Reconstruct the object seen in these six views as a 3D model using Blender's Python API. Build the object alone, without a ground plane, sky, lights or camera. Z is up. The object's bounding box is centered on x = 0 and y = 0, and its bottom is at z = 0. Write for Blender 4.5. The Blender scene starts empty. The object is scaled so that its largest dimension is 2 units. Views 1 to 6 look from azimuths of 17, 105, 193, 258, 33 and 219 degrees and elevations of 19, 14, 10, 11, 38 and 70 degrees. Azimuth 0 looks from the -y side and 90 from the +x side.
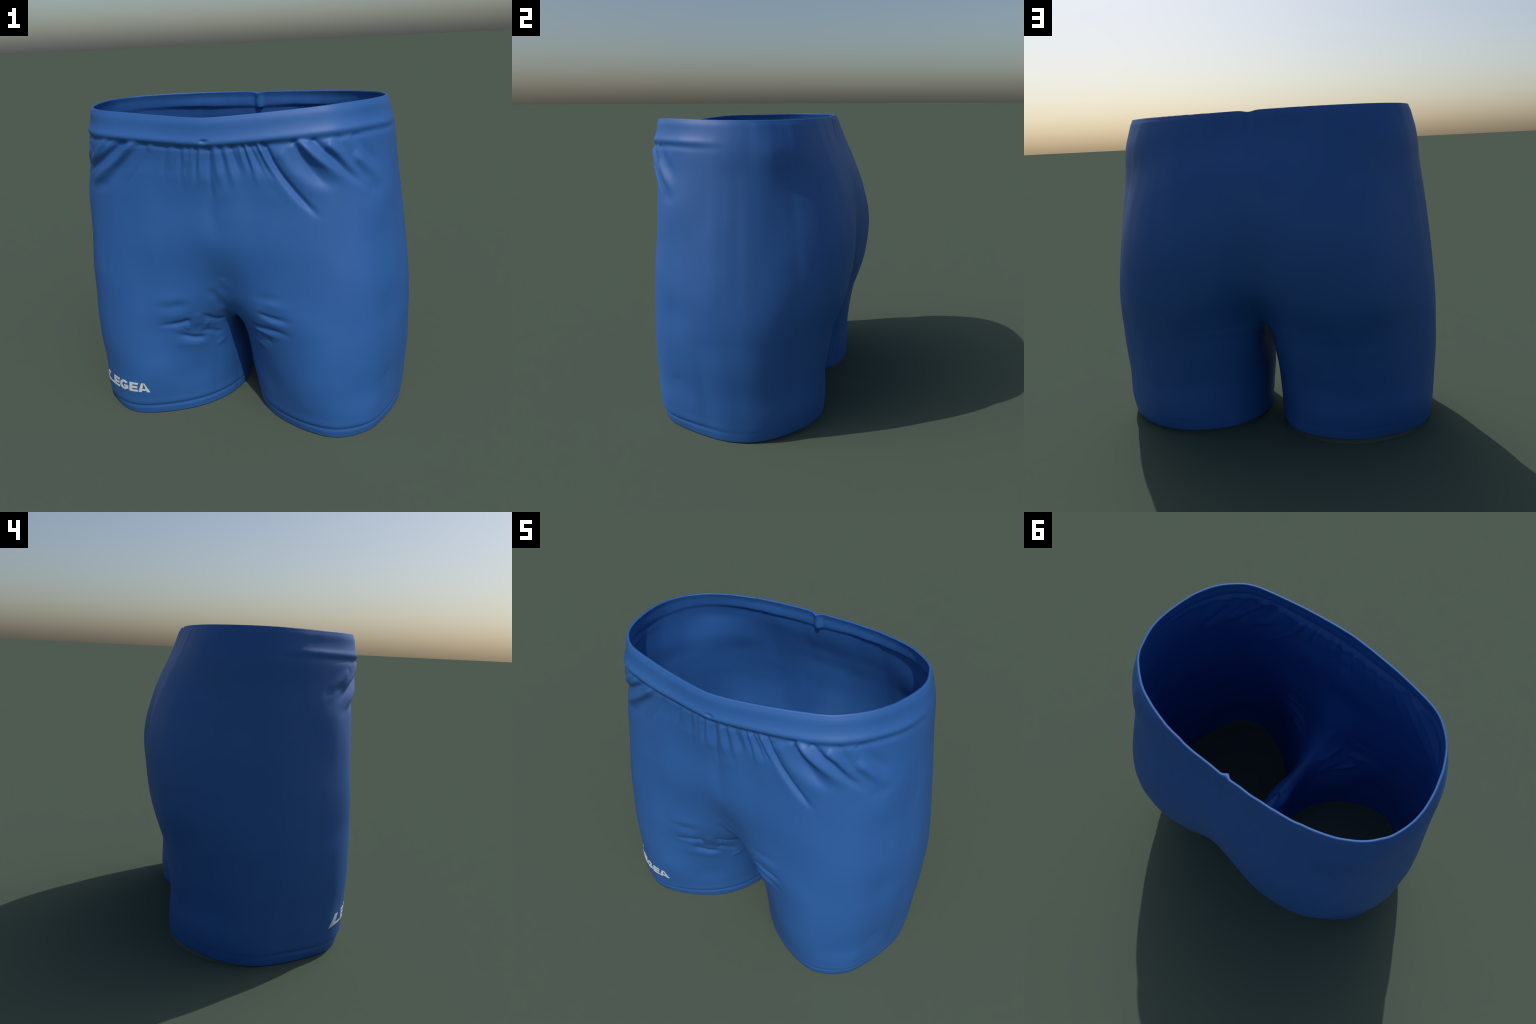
# Stretch sports shorts standing upright: a thin fabric shell described as an
# implicit body (torso cross-sections blended into two leg tubes), polygonised,
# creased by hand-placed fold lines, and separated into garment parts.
import bpy, bmesh, math
import numpy as np
from mathutils import Vector

# ------------------------------------------------------------------ profiles
def closed_spline(pts, n=64):
    """centripetal-ish Catmull-Rom through a closed list of points"""
    P = np.array(pts, float); m = len(P); out = []
    t = np.linspace(0, 1, n, endpoint=False)[:, None]
    for i in range(m):
        a, b, c, d = P[i - 1], P[i], P[(i + 1) % m], P[(i + 2) % m]
        k = np.linalg.norm(c - b)
        m1 = (c - a) / (np.linalg.norm(b - a) + k) * k
        m2 = (d - b) / (np.linalg.norm(d - c) + k) * k
        out.append(b * (2*t**3 - 3*t**2 + 1) + m1 * (t**3 - 2*t**2 + t)
                   + c * (-2*t**3 + 3*t**2) + m2 * (t**3 - t**2))
    return np.concatenate(out)

NA = 720
ANG = np.linspace(-math.pi, math.pi, NA, endpoint=False)

def polar(pts, cx, cy):
    """closed outline -> radius as a function of angle around (cx, cy)"""
    C = closed_spline(pts) - (cx, cy)
    a = np.arctan2(C[:, 1], C[:, 0]); r = np.hypot(C[:, 0], C[:, 1])
    o = np.argsort(a); a = a[o]; r = r[o]
    a = np.concatenate([a - 2*math.pi, a, a + 2*math.pi]); r = np.tile(r, 3)
    R = np.interp(ANG, a, r)
    k = np.hanning(23); k /= k.sum()
    return np.convolve(np.concatenate([R[-11:], R, R[:11]]), k, 'valid')

def mirrored(half):
    return half + [(-x, y) for x, y in half[-2:0:-1]]

def key_table(zs, rows, zgrid):
    """smooth (monotone-ish Hermite) interpolation of rows over height"""
    zs = np.array(zs); M = np.array(rows, float)
    s = np.diff(M, axis=0) / np.diff(zs)[:, None]
    T = np.zeros_like(M); T[0] = s[0]; T[-1] = s[-1]
    h = np.diff(zs)[:, None]
    T[1:-1] = (s[:-1] * h[1:] + s[1:] * h[:-1]) / (h[1:] + h[:-1])
    i = np.clip(np.searchsorted(zs, zgrid, 'right') - 1, 0, len(zs) - 2)
    hh = (zs[i + 1] - zs[i])[:, None]
    t = np.clip((zgrid[:, None] - zs[i][:, None]) / hh, 0, 1)
    return (M[i] * (2*t**3 - 3*t**2 + 1) + T[i] * hh * (t**3 - 2*t**2 + t)
            + M[i + 1] * (-2*t**3 + 3*t**2) + T[i + 1] * hh * (t**3 - t**2))

NZ = 400
ZG = np.linspace(-0.02, 1.92, NZ)

# torso: half outlines from the centre front round the hip to the centre back
TORSO = [
    (1.88, [(0.000, -0.632), (0.218, -0.611), (0.415, -0.574), (0.602, -0.527), (0.684, -0.469), (0.760, -0.381), (0.822, -0.234), (0.850, -0.030), (0.821, 0.115), (0.765, 0.207), (0.646, 0.301), (0.458, 0.373), (0.225, 0.409), (0.000, 0.414)]),
    (1.72, [(0.000, -0.645), (0.220, -0.627), (0.438, -0.597), (0.629, -0.546), (0.728, -0.467), (0.807, -0.356), (0.873, -0.200), (0.888, 0.000), (0.856, 0.139), (0.799, 0.253), (0.660, 0.371), (0.443, 0.443), (0.220, 0.465), (0.000, 0.466)]),
    (1.56, [(0.000, -0.625), (0.214, -0.607), (0.427, -0.583), (0.610, -0.534), (0.737, -0.461), (0.823, -0.347), (0.891, -0.189), (0.905, 0.000), (0.869, 0.157), (0.782, 0.294), (0.632, 0.429), (0.428, 0.519), (0.219, 0.537), (0.000, 0.545)]),
    (1.40, [(0.000, -0.607), (0.212, -0.597), (0.428, -0.586), (0.621, -0.540), (0.756, -0.465), (0.854, -0.356), (0.910, -0.179), (0.928, 0.000), (0.887, 0.176), (0.798, 0.335), (0.645, 0.495), (0.424, 0.582), (0.218, 0.593), (0.000, 0.587)]),
    (1.15, [(0.000, -0.603), (0.214, -0.603), (0.428, -0.593), (0.629, -0.554), (0.779, -0.478), (0.874, -0.346), (0.939, -0.170), (0.960, 0.000), (0.919, 0.189), (0.837, 0.365), (0.673, 0.555), (0.425, 0.641), (0.215, 0.629), (0.000, 0.596)]),
    (0.90, [(0.000, -0.521), (0.205, -0.577), (0.418, -0.588), (0.634, -0.569), (0.806, -0.485), (0.903, -0.339), (0.970, -0.161), (0.986, 0.000), (0.952, 0.192), (0.866, 0.372), (0.682, 0.559), (0.423, 0.625), (0.213, 0.600), (0.000, 0.522)]),
    (0.66, [(0.000, -0.443), (0.218, -0.564), (0.429, -0.596), (0.635, -0.580), (0.819, -0.476), (0.917, -0.316), (0.989, -0.152), (1.003, 0.000), (0.977, 0.193), (0.871, 0.365), (0.672, 0.530), (0.432, 0.573), (0.213, 0.513), (0.000, 0.347)]),
]
TZ = [k[0] for k in TORSO][::-1]
T_TAB = key_table(TZ, [polar(mirrored(k[1]), 0, 0) for k in TORSO][::-1], ZG)

# one leg tube (for x > 0), outline anticlockwise from the inner thigh
LEG_C = (.5, -.02)
LEG = [
    (1.05, [(-0.104, -0.000), (-0.070, -0.345), (0.119, -0.541), (0.441, -0.603), (0.632, -0.567), (0.787, -0.489), (0.888, -0.345), (0.960, -0.162), (0.978, 0.000), (0.948, 0.196), (0.840, 0.372), (0.664, 0.555), (0.429, 0.660), (0.174, 0.581), (-0.050, 0.358)]),
    (0.62, [(0.049, -0.001), (0.030, -0.292), (0.193, -0.489), (0.443, -0.584), (0.631, -0.582), (0.817, -0.485), (0.922, -0.327), (0.982, -0.152), (0.997, -0.000), (0.964, 0.194), (0.851, 0.362), (0.650, 0.500), (0.431, 0.538), (0.195, 0.478), (0.032, 0.278)]),
    (0.45, [(0.049, -0.001), (0.062, -0.266), (0.216, -0.452), (0.442, -0.576), (0.636, -0.583), (0.822, -0.478), (0.919, -0.320), (0.980, -0.142), (0.998, 0.005), (0.957, 0.199), (0.840, 0.352), (0.648, 0.480), (0.427, 0.507), (0.206, 0.445), (0.056, 0.252)]),
    (0.30, [(0.036, 0.000), (0.076, -0.250), (0.233, -0.424), (0.441, -0.568), (0.639, -0.576), (0.822, -0.464), (0.910, -0.307), (0.967, -0.130), (0.988, 0.010), (0.944, 0.200), (0.831, 0.346), (0.647, 0.467), (0.422, 0.485), (0.211, 0.419), (0.072, 0.232)]),
    (0.10, [(0.045, 0.001), (0.093, -0.206), (0.222, -0.387), (0.431, -0.521), (0.641, -0.557), (0.822, -0.456), (0.905, -0.287), (0.954, -0.100), (0.973, 0.030), (0.935, 0.204), (0.828, 0.349), (0.643, 0.463), (0.409, 0.486), (0.206, 0.405), (0.080, 0.216)]),
    (0.00, [(0.056, 0.000), (0.104, -0.191), (0.227, -0.364), (0.424, -0.488), (0.629, -0.532), (0.800, -0.439), (0.887, -0.274), (0.944, -0.089), (0.955, 0.049), (0.916, 0.196), (0.809, 0.337), (0.633, 0.449), (0.410, 0.478), (0.206, 0.401), (0.084, 0.217)]),
]
L_TAB = key_table([k[0] for k in LEG][::-1], [polar(k[1], *LEG_C) for k in LEG][::-1], ZG)

def lookup(tab, th, z):
    a = (th + math.pi) / (2*math.pi) * NA
    i = np.floor(a).astype(np.int32); fa = a - i; i %= NA; j = (i + 1) % NA
    b = np.clip((z - ZG[0]) / (ZG[-1] - ZG[0]) * (NZ - 1), 0, NZ - 1.001)
    k = b.astype(np.int32); fb = b - k
    return ((tab[k, i] * (1 - fa) + tab[k, j] * fa) * (1 - fb)
            + (tab[k + 1, i] * (1 - fa) + tab[k + 1, j] * fa) * fb)

def smooth(a, b, x):
    t = np.clip((x - a) / (b - a), 0, 1); return t*t*(3 - 2*t)

def body(x, y, z):
    """< 0 inside the garment's outer surface"""
    ax = np.sqrt(x*x + 1e-6)
    dl = np.hypot(ax - LEG_C[0], y - LEG_C[1]) - lookup(L_TAB, np.arctan2(y - LEG_C[1], ax - LEG_C[0]), z)
    dm = np.hypot(-ax - LEG_C[0], y - LEG_C[1]) - lookup(L_TAB, np.arctan2(y - LEG_C[1], -ax - LEG_C[0]), z)
    k = .03 + .10 * smooth(.15, .75, z)
    h = np.clip(k - np.abs(dl - dm), 0, None) / k
    legs = np.minimum(dl, dm) - h*h*h*k / 6
    tor = np.hypot(x, y) - lookup(T_TAB, np.arctan2(y, x), z)
    w = smooth(.57, .84, z)
    return legs * (1 - w) + tor * w

def rim_height(x, y):
    """the rim dips at the centre front and is nicked at the centre-back seam"""
    front = smooth(.10, -.45, y)
    dip = .042 * np.exp(-(np.abs(x) / .48)**1.6)
    back = .004*np.tanh(x / .25) + .008*np.exp(-((x + .005) / .035)**2)
    lift = .008*np.exp(-((x - .74) / .22)**2)
    return 1.872 + front*(lift - dip) - (1 - front)*back

# ------------------------------------------------------------ polygonisation
H = 0.0105
def surface_net():
    xs = np.arange(-1.08, 1.0801, H); ys = np.arange(-.74, .7401, H)
    ns = int(1.87 / H); ds = 1.0 / ns
    ss = np.linspace(-3.5*ds, 1 + 3.5*ds, ns + 8)      # overshoots both open ends, trimmed later
    X, Y = np.meshgrid(xs, ys, indexing='ij')
    RH = rim_height(X, Y)
    V = np.stack([body(X, Y, s * RH) for s in ss], 2)
    I = V < 0
    nx, ny, nz = V.shape
    acc = np.zeros((nx-1, ny-1, nz-1, 3)); cnt = np.zeros((nx-1, ny-1, nz-1))
    def cells(o):
        return tuple(slice(o[d], o[d] + V.shape[d] - 1) for d in range(3))
    for d in range(3):
        for o in np.ndindex(2, 2):
            p = list(o); p.insert(d, 0); q = list(p); q[d] = 1
            a = V[cells(p)]; b = V[cells(q)]
            c = (a < 0) != (b < 0)
            t = np.where(c, a / np.where(c, a - b, 1), 0)
            for e in range(3):
                acc[..., e] += np.where(c, (t if e == d else p[e]), 0)
            cnt += c
    act = cnt > 0
    idx = -np.ones(act.shape, np.int64); idx[act] = np.arange(act.sum())
    ijk = np.argwhere(act)
    g = ijk + acc[act] / cnt[act][:, None]
    P = np.stack([xs[0] + g[:, 0]*H, ys[0] + g[:, 1]*H, ss[0] + g[:, 2]*ds], 1)
    quads = []
    for d in range(3):
        u, v = (d + 1) % 3, (d + 2) % 3
        sl0 = [slice(None)]*3; sl1 = [slice(None)]*3
        sl0[d] = slice(0, -1); sl1[d] = slice(1, None)
        A = I[tuple(sl0)]; B = I[tuple(sl1)]
        E = np.argwhere(A != B)
        E = E[(E[:, u] > 0) & (E[:, u] < V.shape[u]-1) & (E[:, v] > 0) & (E[:, v] < V.shape[v]-1)]
        inn = A[tuple(E.T)]
        def at(du, dv):
            c = E.copy(); c[:, u] -= du; c[:, v] -= dv
            return idx[tuple(c.T)]
        Q = np.stack([at(1, 1), at(0, 1), at(0, 0), at(1, 0)], 1)
        Q[~inn] = Q[~inn][:, ::-1]
        quads.append(Q)
    return P, np.concatenate(quads)

def grad(P):
    e = 2e-3; G = np.empty_like(P)
    for d in range(3):
        a = P.copy(); b = P.copy(); a[:, d] += e; b[:, d] -= e
        G[:, d] = (body(*a.T) - body(*b.T)) / (2*e)
    return G

def project(P, border):
    for _ in range(5):
        f = body(*P.T); G = grad(P)
        G[border, 2] = 0
        P = P - G * (f / np.maximum((G**2).sum(1), .05))[:, None]
    P[border & (P[:, 2] < .5), 2] = 0
    top = border & (P[:, 2] > .5)
    P[top, 2] = rim_height(P[top, 0], P[top, 1])
    return P

def raw_mesh(name, P, F):
    me = bpy.data.meshes.new(name)
    me.vertices.add(len(P)); me.vertices.foreach_set('co', np.ascontiguousarray(P, np.float32).ravel())
    L = F.size; n = F.shape[1]
    me.loops.add(L); me.loops.foreach_set('vertex_index', F.ravel().astype(np.int32))
    me.polygons.add(len(F)); me.polygons.foreach_set('loop_start', np.arange(0, L, n, dtype=np.int32))
    me.update(calc_edges=True); me.validate()
    return me

def coords(me):
    P = np.empty(len(me.vertices)*3, np.float32); me.vertices.foreach_get('co', P)
    return P.reshape(-1, 3).astype(float)

def quads_of(me):
    F = np.empty(len(me.loops), np.int32); me.loops.foreach_get('vertex_index', F)
    return F.reshape(-1, 4)

def border_of(F, n):
    E = np.sort(np.concatenate([F[:, [i, (i+1) % 4]] for i in range(4)]), axis=1)
    key = E[:, 0].astype(np.int64) * n + E[:, 1]
    u, c = np.unique(key, return_counts=True)
    b = np.zeros(n, bool); e = u[c == 1]
    b[e // n] = True; b[e % n] = True
    return b

def vertex_normals(P, F):
    n = np.cross(P[F[:, 2]] - P[F[:, 0]], P[F[:, 3]] - P[F[:, 1]])
    N = np.zeros_like(P)
    for i in range(4):
        for d in range(3):
            N[:, d] += np.bincount(F[:, i], n[:, d], len(P))
    return N / np.maximum(np.linalg.norm(N, axis=1), 1e-12)[:, None]

P, F = surface_net()
P[:, 2] *= rim_height(P[:, 0], P[:, 1])
P = project(P, np.zeros(len(P), bool))
# trim level at the waist rim and at the cuffs (in height units where the rim is 1)
P[:, 2] /= rim_height(P[:, 0], P[:, 1])
for lev in (0.0, 1.0):
    P[np.abs(P[:, 2] - lev) < .4*H/1.87, 2] = lev
bm = bmesh.new(); me = raw_mesh('net', P, F); bm.from_mesh(me)
for lev, clear_up in ((0.0, False), (1.0, True)):
    bmesh.ops.bisect_plane(bm, geom=bm.verts[:] + bm.edges[:] + bm.faces[:], dist=1e-6, plane_co=(0, 0, lev),
                           plane_no=(0, 0, 1), clear_outer=clear_up, clear_inner=not clear_up)
bmesh.ops.delete(bm, geom=[v for v in bm.verts if not v.link_faces], context='VERTS')
bm.to_mesh(me); bm.free()
P = coords(me); P[:, 2] *= rim_height(P[:, 0], P[:, 1])
me.vertices.foreach_set('co', P.astype(np.float32).ravel()); me.update()
ob = bpy.data.objects.new('net', me); bpy.context.scene.collection.objects.link(ob)
mod = ob.modifiers.new('fine', 'SUBSURF'); mod.levels = 1; mod.render_levels = 1
dg = bpy.context.evaluated_depsgraph_get()
me2 = bpy.data.meshes.new_from_object(ob.evaluated_get(dg))
P = coords(me2); F = quads_of(me2)
bpy.data.objects.remove(ob); bpy.data.meshes.remove(me); bpy.data.meshes.remove(me2)
BORDER = border_of(F, len(P))
P = project(P, BORDER)
BASE = P.copy(); N0 = vertex_normals(P, F)
TOPZ = rim_height(P[:, 0], P[:, 1])

# ------------------------------------------------------------- relief fields
def value_noise(p, seed):
    """smooth 3D value noise in -1..1"""
    i = np.floor(p).astype(np.int64); f = p - i; f = f*f*(3 - 2*f)
    def h(a, b, c):
        v = np.sin(a*127.1 + b*311.7 + c*74.7 + seed*53.3) * 43758.5453
        return (v - np.floor(v)) * 2 - 1
    x, y, z = i.T; fx, fy, fz = f.T
    def lx(b, c): return h(x, b, c)*(1-fx) + h(x+1, b, c)*fx
    def ly(c): return lx(y, c)*(1-fy) + lx(y+1, c)*fy
    return ly(z)*(1-fz) + ly(z+1)*fz

def front_depth(x, z):
    """y of the undisturbed front surface at (x, z), by bisection"""
    lo = np.full(len(x), -.75); hi = np.full(len(x), -.05)
    for _ in range(24):
        mid = (lo + hi) / 2; out = body(x, mid, z) > 0
        lo = np.where(out, mid, lo); hi = np.where(out, hi, mid)
    return hi

def fold(P, line, width, height, head=.12, tail=.35):
    """gaussian ridge (height > 0) or groove (< 0) along a line laid on the front;
    it swells in over `head` and dies out over `tail` of its length"""
    Q = np.array(line, float)
    if len(line) > 2:
        Q = closed_spline(line + line[-2:0:-1], 8)[:8*(len(line)-1) + 1]
    Q = np.stack([Q[:, 0], front_depth(Q[:, 0], Q[:, 1]), Q[:, 1]], 1)
    seg = np.linalg.norm(np.diff(Q, axis=0), axis=1); s = np.concatenate([[0], np.cumsum(seg)]); tot = s[-1]
    pad = 4*width
    near = (P > Q.min(0) - pad).all(1) & (P < Q.max(0) + pad).all(1)
    out = np.zeros(len(P)); q = P[near]
    best = np.full(len(q), 1e9); bt = np.zeros(len(q))
    for i in range(len(Q) - 1):
        d = Q[i+1] - Q[i]; t = np.clip(((q - Q[i]) @ d) / (d @ d), 0, 1)
        r = np.linalg.norm(q - Q[i] - t[:, None]*d, axis=1)
        m = r < best; best[m] = r[m]; bt[m] = (s[i] + t*seg[i])[m] / tot
    env = smooth(-head*.2, head, bt) * smooth(1.02, 1 - tail, bt)
    out[near] = height * env * np.exp(-(best / (width*(1 + .35*bt)))**2)
    return out

# fold lines are read downwards from the waistband, x and z in metres
# pleats fanning out under the band, wearer left
PLEATS_LEFT = [
    ([(0.296, 1.713), (0.309, 1.687), (0.361, 1.576), (0.433, 1.474), (0.507, 1.385), (0.584, 1.307)], 0.013, -0.017, 0.02, 0.30),
    ([(0.270, 1.700), (0.283, 1.674), (0.358, 1.524), (0.456, 1.393), (0.556, 1.291)], 0.026, 0.004, 0.02, 0.60),
    ([(0.368, 1.673), (0.435, 1.561), (0.532, 1.468), (0.636, 1.411)], 0.036, 0.015, 0.10, 0.60),
    ([(0.450, 1.721), (0.464, 1.695), (0.510, 1.597), (0.569, 1.517), (0.659, 1.454)], 0.022, -0.015, 0.02, 0.45),
    ([(0.470, 1.714), (0.491, 1.694), (0.571, 1.614), (0.647, 1.537), (0.712, 1.480)], 0.024, 0.025, 0.02, 0.60),
    ([(0.536, 1.717), (0.557, 1.697), (0.636, 1.615), (0.711, 1.527), (0.799, 1.449)], 0.017, -0.013, 0.02, 0.45),
    ([(0.598, 1.695), (0.655, 1.646), (0.699, 1.577), (0.757, 1.517)], 0.024, 0.017, 0.10, 0.60),
    ([(0.657, 1.735), (0.667, 1.708), (0.694, 1.629), (0.757, 1.542), (0.826, 1.469)], 0.020, -0.006, 0.02, 0.45),
    ([(0.722, 1.637), (0.790, 1.541), (0.866, 1.449)], 0.026, 0.015, 0.20, 0.60),
    ([(0.728, 1.728), (0.744, 1.703), (0.788, 1.624), (0.851, 1.522)], 0.026, -0.007, 0.02, 0.45),
    ([(0.793, 1.453), (0.868, 1.405)], 0.030, -0.004, 0.30, 0.45),
]
# small upright gathers beside the centre seam
GATHERS = [
    ([(0.028, 1.718), (0.027, 1.688), (0.018, 1.573), (0.016, 1.484), (0.020, 1.381)], 0.012, -0.009, 0.02, 0.50),
    ([(0.059, 1.707), (0.060, 1.677), (0.062, 1.573), (0.081, 1.454)], 0.016, 0.011, 0.02, 0.50),
    ([(0.077, 1.705), (0.083, 1.676), (0.093, 1.619), (0.102, 1.543)], 0.010, -0.004, 0.02, 0.50),
    ([(0.106, 1.705), (0.112, 1.676), (0.128, 1.572), (0.151, 1.442)], 0.015, 0.009, 0.02, 0.50),
    ([(0.135, 1.704), (0.143, 1.675), (0.160, 1.606), (0.181, 1.525)], 0.010, -0.005, 0.02, 0.50),
    ([(0.179, 1.705), (0.185, 1.676), (0.199, 1.598), (0.209, 1.531)], 0.011, 0.007, 0.02, 0.50),
    ([(0.193, 1.710), (0.201, 1.682), (0.222, 1.604), (0.254, 1.518)], 0.010, -0.006, 0.02, 0.50),
    ([(0.212, 1.704), (0.220, 1.676), (0.245, 1.577), (0.271, 1.471)], 0.012, 0.009, 0.02, 0.50),
    ([(0.221, 1.715), (0.234, 1.688), (0.273, 1.597), (0.319, 1.505)], 0.010, -0.006, 0.02, 0.50),
    ([(0.253, 1.714), (0.265, 1.688), (0.310, 1.583), (0.369, 1.485)], 0.010, -0.007, 0.02, 0.50),
    ([(0.271, 1.707), (0.283, 1.681), (0.318, 1.602), (0.358, 1.530)], 0.011, 0.007, 0.02, 0.50),
    ([(-0.039, 1.707), (-0.044, 1.677), (-0.058, 1.595), (-0.071, 1.475)], 0.010, -0.006, 0.02, 0.50),
    ([(-0.020, 1.707), (-0.022, 1.677), (-0.033, 1.584), (-0.037, 1.483)], 0.012, 0.006, 0.02, 0.50),
    ([(-0.060, 1.707), (-0.065, 1.677), (-0.081, 1.595), (-0.095, 1.523)], 0.012, 0.007, 0.02, 0.50),
    ([(-0.104, 1.690), (-0.109, 1.659), (-0.124, 1.570)], 0.012, 0.005, 0.02, 0.50),
    ([(-0.134, 1.695), (-0.137, 1.664), (-0.148, 1.557), (-0.157, 1.418)], 0.012, -0.004, 0.02, 0.50),
    ([(-0.182, 1.694), (-0.189, 1.663), (-0.214, 1.555)], 0.016, 0.005, 0.02, 0.50),
    ([(-0.214, 1.694), (-0.222, 1.662), (-0.248, 1.554), (-0.254, 1.457)], 0.013, -0.003, 0.02, 0.50),
    ([(0.010, 1.513), (0.003, 1.362), (0.020, 1.147)], 0.035, -0.006, 0.20, 0.50),
    ([(0.087, 1.514), (0.115, 1.365), (0.168, 1.204)], 0.070, 0.007, 0.30, 0.50),
]
# pleats on the wearer right
PLEATS_RIGHT = [
    ([(-0.321, 1.720), (-0.333, 1.690), (-0.375, 1.598), (-0.456, 1.498), (-0.527, 1.407)], 0.011, -0.005, 0.02, 0.50),
    ([(-0.294, 1.720), (-0.310, 1.690), (-0.330, 1.654)], 0.016, 0.007, 0.02, 0.50),
    ([(-0.391, 1.724), (-0.419, 1.699), (-0.508, 1.624), (-0.637, 1.533), (-0.775, 1.437)], 0.022, 0.020, 0.02, 0.40),
    ([(-0.434, 1.657), (-0.531, 1.560), (-0.638, 1.459), (-0.742, 1.380)], 0.026, -0.010, 0.35, 0.60),
    ([(-0.451, 1.719), (-0.484, 1.697), (-0.565, 1.645), (-0.677, 1.579), (-0.837, 1.489)], 0.016, -0.011, 0.02, 0.40),
    ([(-0.582, 1.727), (-0.610, 1.698), (-0.663, 1.650), (-0.789, 1.546)], 0.018, 0.011, 0.02, 0.40),
    ([(-0.513, 1.726), (-0.544, 1.701), (-0.616, 1.648), (-0.722, 1.585)], 0.016, 0.007, 0.02, 0.40),
    ([(-0.655, 1.749), (-0.677, 1.716), (-0.720, 1.668)], 0.016, -0.004, 0.02, 0.40),
    ([(-0.728, 1.663), (-0.796, 1.583), (-0.860, 1.478)], 0.026, 0.011, 0.20, 0.40),
    ([(-0.604, 1.473), (-0.770, 1.435), (-0.833, 1.390)], 0.026, -0.005, 0.30, 0.40),
    ([(-0.753, 1.582), (-0.818, 1.548), (-0.867, 1.516)], 0.022, -0.007, 0.30, 0.40),
]
# drag lines at the crotch
DRAG_LINES = [
    ([(-0.411, 0.759), (-0.303, 0.763), (-0.172, 0.788)], 0.021, -0.006, 0.60, 0.40),
    ([(-0.389, 0.808), (-0.281, 0.816), (-0.179, 0.835)], 0.025, 0.003, 0.60, 0.40),
    ([(-0.402, 0.702), (-0.283, 0.702), (-0.177, 0.720)], 0.021, 0.003, 0.60, 0.40),
    ([(-0.389, 0.641), (-0.281, 0.644), (-0.198, 0.663)], 0.015, -0.012, 0.60, 0.12),
    ([(-0.242, 0.601), (-0.213, 0.615)], 0.018, 0.004, 0.30, 0.30),
    ([(-0.304, 0.600), (-0.249, 0.602)], 0.016, 0.002, 0.30, 0.30),
    ([(-0.288, 0.574), (-0.205, 0.523), (-0.139, 0.514)], 0.016, -0.013, 0.30, 0.40),
    ([(-0.330, 0.520), (-0.224, 0.482), (-0.135, 0.459)], 0.025, 0.004, 0.30, 0.40),
    ([(-0.179, 0.562), (-0.132, 0.557), (-0.083, 0.505)], 0.016, -0.008, 0.30, 0.30),
    ([(-0.135, 0.705), (-0.105, 0.652), (-0.047, 0.610)], 0.016, -0.010, 0.30, 0.30),
    ([(-0.149, 0.616), (-0.118, 0.620)], 0.018, 0.004, 0.30, 0.30),
    ([(-0.156, 0.725), (-0.180, 0.605)], 0.021, 0.004, 0.30, 0.30),
    ([(-0.120, 0.440), (-0.074, 0.462)], 0.018, 0.005, 0.30, 0.30),
    ([(-0.080, 0.876), (-0.045, 0.800), (-0.028, 0.709)], 0.025, -0.008, 0.30, 0.40),
    ([(0.013, 0.955), (0.021, 0.876)], 0.025, 0.003, 0.30, 0.40),
    ([(0.200, 0.860), (0.283, 0.860), (0.390, 0.862)], 0.021, -0.004, 0.30, 0.50),
    ([(0.258, 0.823), (0.331, 0.816), (0.416, 0.809)], 0.025, 0.004, 0.30, 0.50),
    ([(0.206, 0.764), (0.312, 0.740), (0.435, 0.729)], 0.015, -0.010, 0.25, 0.50),
    ([(0.233, 0.723), (0.324, 0.705), (0.412, 0.695)], 0.018, 0.004, 0.30, 0.50),
    ([(0.140, 0.660), (0.280, 0.659), (0.431, 0.638)], 0.015, -0.012, 0.25, 0.50),
    ([(0.174, 0.642), (0.275, 0.625), (0.354, 0.616)], 0.015, 0.006, 0.20, 0.50),
    ([(0.181, 0.596), (0.244, 0.588), (0.291, 0.556)], 0.015, -0.010, 0.25, 0.40),
    ([(0.158, 0.541), (0.216, 0.526), (0.257, 0.490)], 0.018, 0.004, 0.25, 0.40),
]
# faint dents by the cuff
DENTS = [
    ([(0.882, 0.331), (0.918, 0.330)], 0.026, -0.002, 0.30, 0.30),
    ([(0.876, 0.374), (0.918, 0.379)], 0.029, 0.001, 0.30, 0.30),
]
FOLDS = PLEATS_LEFT + GATHERS + PLEATS_RIGHT + DRAG_LINES + DENTS

D = np.zeros(len(P))
x, y, z = BASE.T
drop = TOPZ - z                                   # distance below the rim
for args in FOLDS:
    D += fold(BASE, *args)
D *= smooth(.132, .165, drop)                     # the folds start under the band
frontness = smooth(.05, -.30, y)
BAND = .138                                       # waistband depth at the front
# waistband: rolled rim, slightly hollow face, padded lower edge, then a tuck
D += frontness * (-.004*np.exp(-((drop - .070)/.035)**2) + .006*np.exp(-((drop - (BAND-.016))/.019)**2))
D += -.0065*np.exp(-((drop - (BAND+.014))/.018)**2) * smooth(.05, -.45, y)
D += -.005*np.exp(-(drop/.020)**2)
# fullness over each hip, behind the side line
D += .007 * np.exp(-((y - .27)/.12)**2 - ((z - 1.58)/.11)**2) * smooth(.45, .7, np.abs(x))
# soft swell that carries the fan of pleats on the wearer's left
D += .008 * frontness * np.exp(-((x - .70)/.14)**2 - ((z - 1.53)/.12)**2)
# the gathered cloth hangs back under the band
D += -.011 * smooth(-.25, -.45, y) * smooth(-.72, -.5, x) * smooth(.55, .35, x) * smooth(BAND - .01, BAND + .03, drop) * smooth(.33, .19, drop)
# stitched dart in the centre of the band
D += -.012*np.exp(-((x - .005)/.020)**2 - ((drop - .115)/.007)**2) * frontness
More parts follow.
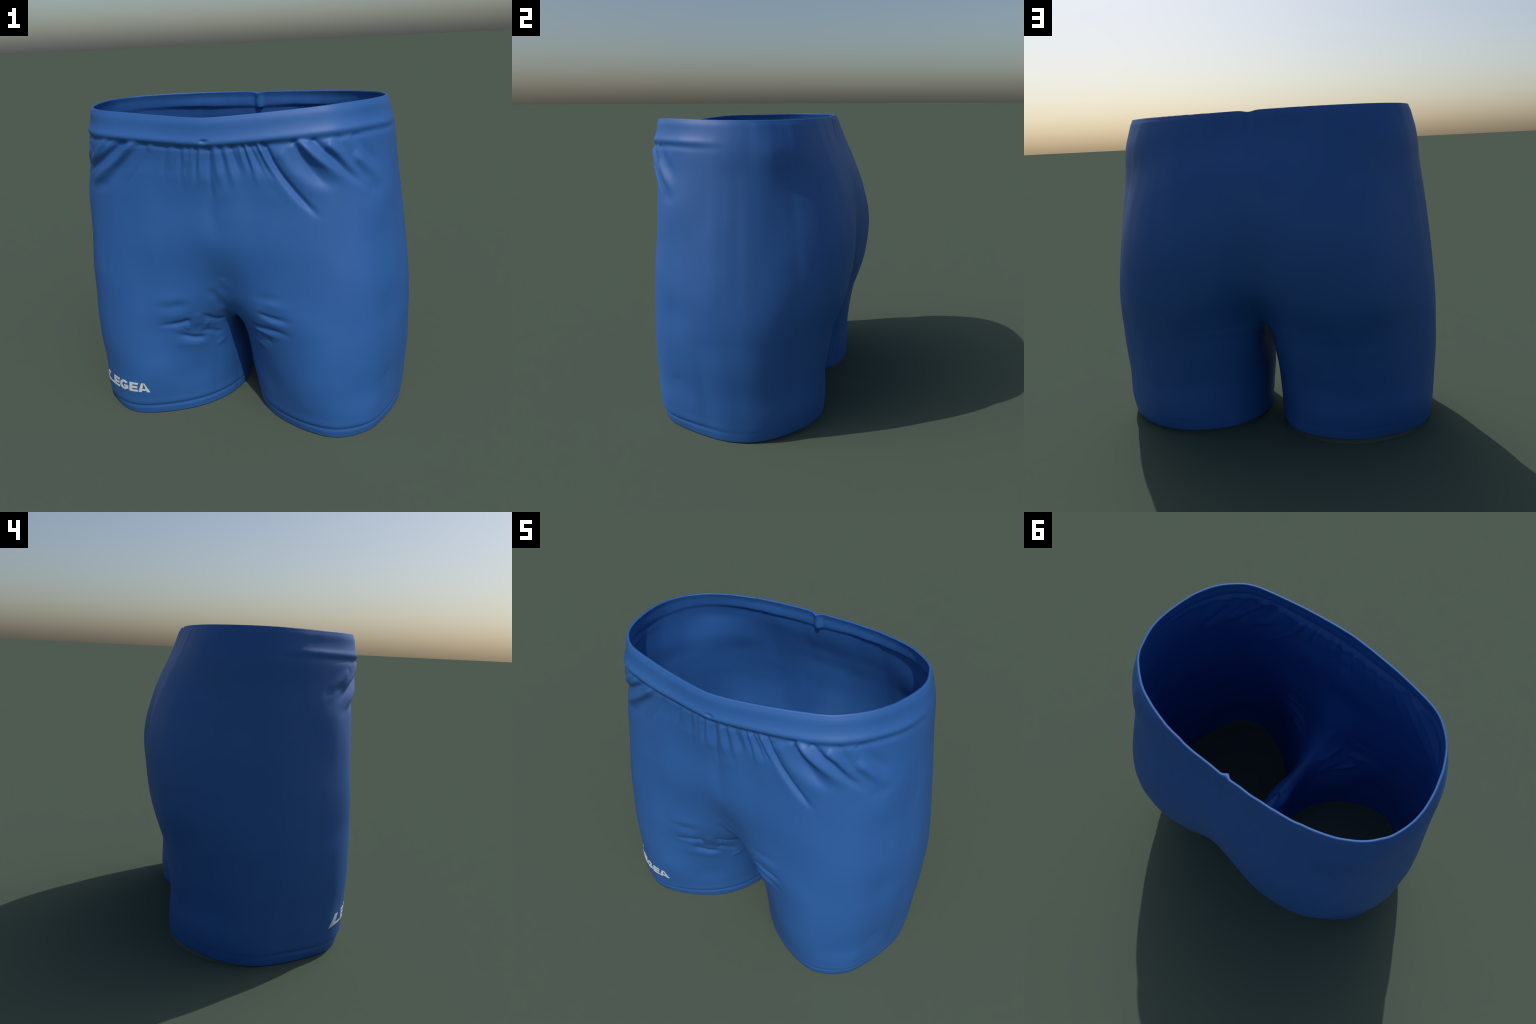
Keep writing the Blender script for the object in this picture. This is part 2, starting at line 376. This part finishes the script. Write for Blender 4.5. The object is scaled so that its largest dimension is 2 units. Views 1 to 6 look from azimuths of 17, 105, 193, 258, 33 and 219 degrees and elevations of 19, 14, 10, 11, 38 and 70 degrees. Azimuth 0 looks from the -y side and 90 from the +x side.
# shallow seam valley down the centre back
D += -.007*np.exp(-((x + .004)/.022)**2) * smooth(.2, .35, y) * smooth(.20, .05, drop)
# hem: small groove and a roll above it, strongest at the front
hemf = .12 + .88*smooth(.1, -.3, y)
HEM = .003*smooth(.12, .02, z) + hemf * (-.006*np.exp(-((z - .060)/.012)**2) + .003*np.exp(-((z - .092)/.026)**2)
             - .001*smooth(.055, .02, z))
D += HEM
# cloth irregularity: long upright waves, faint on the back
stretch = np.stack([x*5, y*5, z*1.3], 1)
D += .0018*value_noise(stretch, 1) + .0010*value_noise(stretch*2.7, 2)
ribs = np.arctan2(y, np.abs(x) - .35)
D += .0016*value_noise(np.stack([ribs*9 + np.sign(x)*20, z*1.6, 0*z], 1), 4) * smooth(-.45, -.2, y)
D += .0010*value_noise(np.stack([x*9, y*9, z*9], 1), 3)
lean = grad(BASE); lean[:, 2] = 0; lean /= np.maximum(np.linalg.norm(lean, axis=1), 1e-6)[:, None]
N0[BORDER] = lean[BORDER]
P = BASE + N0 * D[:, None]
P[:, 2] = np.where(BORDER, BASE[:, 2], P[:, 2])

# ------------------------------------------------------- shell with thickness
N1 = vertex_normals(P, F)
# towards the open edges the cloth is offset level, so that the rims stay even
near_edge = np.maximum(smooth(.035, .0, drop), smooth(.035, .0, z))[:, None]
N1 = N1*(1 - near_edge) + lean*near_edge
N1 /= np.linalg.norm(N1, axis=1)[:, None]
T = .012 + HEM
backband = smooth(-.1, .15, y)
wob = .010*value_noise(np.stack([x*4, y*4, z*0], 1), 7)
edge = .090 + wob
strength = .002 + backband*(.006 + .005*value_noise(np.stack([x*2.5, y*2.5, z*0], 1), 8))
T += strength * smooth(0, .08, drop) * smooth(edge + .020, edge - .012, drop)
T += .003*value_noise(np.stack([x*3.0, y*3.0, z*11], 1), 9) * backband * smooth(.10, .2, drop)
# seam allowance tucked inside the band at the centre back
T += .013*np.exp(-((x + .004)/.016)**2) * smooth(0, .2, y) * smooth(.10, .08, drop)
INN = P - N1 * T[:, None]
INN[BORDER, 2] = P[BORDER, 2]
# the cuffs ride up a little at the back
ride = .022 * smooth(-.05, .45, y) * smooth(.45, 0, z)
P[:, 2] += ride; INN[:, 2] += ride
nV = len(P)
Eall = np.concatenate([F[:, [i, (i+1) % 4]] for i in range(4)])
key = np.sort(Eall, axis=1); key = key[:, 0].astype(np.int64)*nV + key[:, 1]
u, inv, c = np.unique(key, return_inverse=True, return_counts=True)
BE = Eall[c[inv] == 1]
rim = np.stack([BE[:, 1], BE[:, 0], BE[:, 0] + nV, BE[:, 1] + nV], 1)
ALLV = np.concatenate([P, INN]); ALLF = np.concatenate([F, F[:, ::-1] + nV, rim])
ALLN = vertex_normals(ALLV, ALLF)
# rolled edges: the shading normal leans over smoothly towards each open rim
dist = np.minimum(drop, z)
up = np.where(BASE[:, 2] > .5, 1.0, -1.0)[:, None] * np.array([[0, 0, 1.0]])
wall = grad(BASE); wall /= np.maximum(np.linalg.norm(wall, axis=1), 1e-6)[:, None]
roll = np.where(BASE[:, 2] > .5, .005*2*dist/.020**2*np.exp(-(dist/.020)**2), 0)[:, None]
calm = smooth(.016, .006, dist)[:, None]; over = smooth(.006, 0, dist)[:, None]
for off, sgn in ((0, 1), (nV, -1)):
    nb = ALLN[off:off + nV]*(1 - calm) + (wall + roll*up)*sgn*calm + .9*up*over
    ALLN[off:off + nV] = nb / np.linalg.norm(nb, axis=1)[:, None]

# ----------------------------------------------------------------- materials
def fabric():
    m = bpy.data.materials.new('blue_stretch_fabric'); m.use_nodes = True
    nt = m.node_tree; b = nt.nodes['Principled BSDF']
    tc = nt.nodes.new('ShaderNodeTexCoord')
    no = nt.nodes.new('ShaderNodeTexNoise'); no.inputs['Scale'].default_value = 3.0; no.inputs['Detail'].default_value = 4
    nt.links.new(tc.outputs['Object'], no.inputs['Vector'])
    cr = nt.nodes.new('ShaderNodeValToRGB')
    cr.color_ramp.elements[0].position = .3; cr.color_ramp.elements[1].position = .7
    cr.color_ramp.elements[0].color = (.0235, .115, .375, 1)
    cr.color_ramp.elements[1].color = (.0265, .125, .395, 1)
    nt.links.new(no.outputs['Fac'], cr.inputs['Fac']); nt.links.new(cr.outputs['Color'], b.inputs['Base Color'])
    b.inputs['Roughness'].default_value = .55
    b.inputs['Specular IOR Level'].default_value = .5
    return m

def print_white():
    m = bpy.data.materials.new('white_print'); m.use_nodes = True
    nt = m.node_tree; b = nt.nodes['Principled BSDF']
    tc = nt.nodes.new('ShaderNodeTexCoord')
    no = nt.nodes.new('ShaderNodeTexNoise'); no.inputs['Scale'].default_value = 60
    nt.links.new(tc.outputs['Object'], no.inputs['Vector'])
    cr = nt.nodes.new('ShaderNodeValToRGB')
    cr.color_ramp.elements[0].color = (.60, .66, .68, 1); cr.color_ramp.elements[1].color = (.74, .76, .77, 1)
    nt.links.new(no.outputs['Fac'], cr.inputs['Fac']); nt.links.new(cr.outputs['Color'], b.inputs['Base Color'])
    b.inputs['Roughness'].default_value = .6
    return m

FABRIC = fabric(); WHITE = print_white()

# --------------------------------------------------------------------- parts
root = bpy.data.objects.new('sports_shorts', None)
bpy.context.scene.collection.objects.link(root)
root['label'] = 'blue stretch sports shorts standing upright with white lettering'
root['category'] = 'shorts'

def add_part(name, faces, parent):
    used = np.unique(faces); remap = np.zeros(len(ALLV), np.int64); remap[used] = np.arange(len(used))
    m = raw_mesh(name, ALLV[used], remap[faces])
    m.polygons.foreach_set('use_smooth', np.ones(len(m.polygons), bool))
    m.normals_split_custom_set_from_vertices(ALLN[used].tolist())
    m.materials.append(FABRIC)
    o = bpy.data.objects.new(name, m); bpy.context.scene.collection.objects.link(o)
    o.parent = parent
    return o

baseV = np.concatenate([BASE, BASE]); fc = baseV[ALLF].mean(1)
fdrop = rim_height(fc[:, 0], fc[:, 1]) - fc[:, 2]
is_band = fdrop < BAND + .006
is_hem = fc[:, 2] < .062
is_leg = (fc[:, 2] < .62) & ~is_hem
right = fc[:, 0] > 0
add_part('waistband', ALLF[is_band], root)
add_part('seat', ALLF[~is_band & ~is_hem & ~is_leg], root)
for side in (right, ~right):
    leg = add_part('leg', ALLF[is_leg & side], root)
    add_part('hem', ALLF[is_hem & side], leg)

# ------------------------------------------------------------ printed letters
from mathutils.bvhtree import BVHTree
zone = (fc[:len(F), 0] < -.35) & (fc[:len(F), 1] < -.25) & (fc[:len(F), 2] > .08) & (fc[:len(F), 2] < .36)
zf = F[zone]; zu, zi = np.unique(zf, return_inverse=True)
TREE = BVHTree.FromPolygons([tuple(v) for v in P[zu]], [tuple(q) for q in zi.reshape(-1, 4)])

def on_cuff(deg, z, proud):
    """point on the wearer's right leg, deg measured round the leg axis from its outer side"""
    a = math.radians(deg)
    d = Vector((-math.cos(a), -math.sin(a), 0)); o = Vector((-LEG_C[0], LEG_C[1], z))
    hit, n, _, _ = TREE.ray_cast(o, d)
    if n.dot(d) < 0: n = -n
    return hit + n*proud

def quad_patch(bm, corners, place):
    """one convex stroke piece: a raised film with side walls, laid on the cloth"""
    A, B, C, Dd = [Vector(c) for c in corners]
    nu = max(2, int(abs((B - A).length) * 12)); nv = max(2, int((Dd - A).length * 12))
    def film(proud):
        return [[bm.verts.new(place((A.lerp(B, i/nu)).lerp(Dd.lerp(C, i/nu), j/nv), proud)) for i in range(nu+1)] for j in range(nv+1)]
    T_, B_ = film(.0022), film(-.003)
    for j in range(nv):
        for i in range(nu):
            bm.faces.new((T_[j][i], T_[j][i+1], T_[j+1][i+1], T_[j+1][i]))
    ring = [(0, i) for i in range(nu)] + [(j, nu) for j in range(nv)] + [(nv, i) for i in range(nu, 0, -1)] + [(j, 0) for j in range(nv, 0, -1)]
    for k in range(len(ring)):
        a, b = ring[k], ring[(k+1) % len(ring)]
        bm.faces.new((B_[a[0]][a[1]], B_[b[0]][b[1]], T_[b[0]][b[1]], T_[a[0]][a[1]]))

def box(x0, y0, x1, y1):
    return [(x0, y0), (x1, y0), (x1, y1), (x0, y1)]

def ring_strokes(a0, a1, n, ro, ri):
    out = []
    for k in range(n):
        p, q = [math.radians(a0 + (a1 - a0)*(k + e)/n) for e in (0, 1)]
        pt = lambda a, r: (.5 + r[0]*math.cos(a), .5 + r[1]*math.sin(a))
        out.append([pt(p, ri), pt(p, ro), pt(q, ro), pt(q, ri)])
    return out

GLYPH = {   # strokes in a unit box, baseline at 0
    'L': [[(0, -.14), (.36, 0), (.72, .95), (.42, .95)], [(.36, 0), (1.0, .02), (1.0, .17), (.425, .17)]],
    'E': [box(0, 0, .34, 1), box(.34, 0, 1, .20), box(.34, .40, .95, .60), box(.34, .80, 1, 1)],
    'G': ring_strokes(38, 322, 18, (.52, .52), (.24, .30)) + [box(.52, .36, 1.0, .53), box(.74, .13, 1.0, .36)],
    'A': [[(0, 0), (.28, 0), (.60, 1), (.38, 1)], [(.72, 0), (1, 0), (.66, 1), (.60, 1)],
          [(.335, .17), (.686, .17), (.655, .34), (.39, .34)]],
}
# letter, start and end angle round the leg, slant in degrees
WORD = [('L', 46.8, 60.6, 0), ('E', 61.0, 67.4, 1.2), ('G', 68.2, 75.2, 1.0), ('E', 76.0, 82.0, 1.4), ('A', 82.5, 90.2, 0)]
leg_right = [o for o in root.children if o.name.startswith('leg') and o.data.vertices[0].co.x < 0][0]
for ch, a0, a1, slant in WORD:
    bm = bmesh.new()
    place = lambda p, proud: on_cuff(a0 + (a1 - a0)*p[0] + slant*p[1], .173 + .066*p[1], proud)
    for q in GLYPH[ch]:
        quad_patch(bm, q, place)
    bmesh.ops.remove_doubles(bm, verts=bm.verts, dist=1e-5)
    bmesh.ops.recalc_face_normals(bm, faces=bm.faces)
    m = bpy.data.meshes.new('printed_letter'); bm.to_mesh(m); bm.free()
    m.materials.append(WHITE)
    o = bpy.data.objects.new('printed_letter', m); bpy.context.scene.collection.objects.link(o)
    o.parent = leg_right
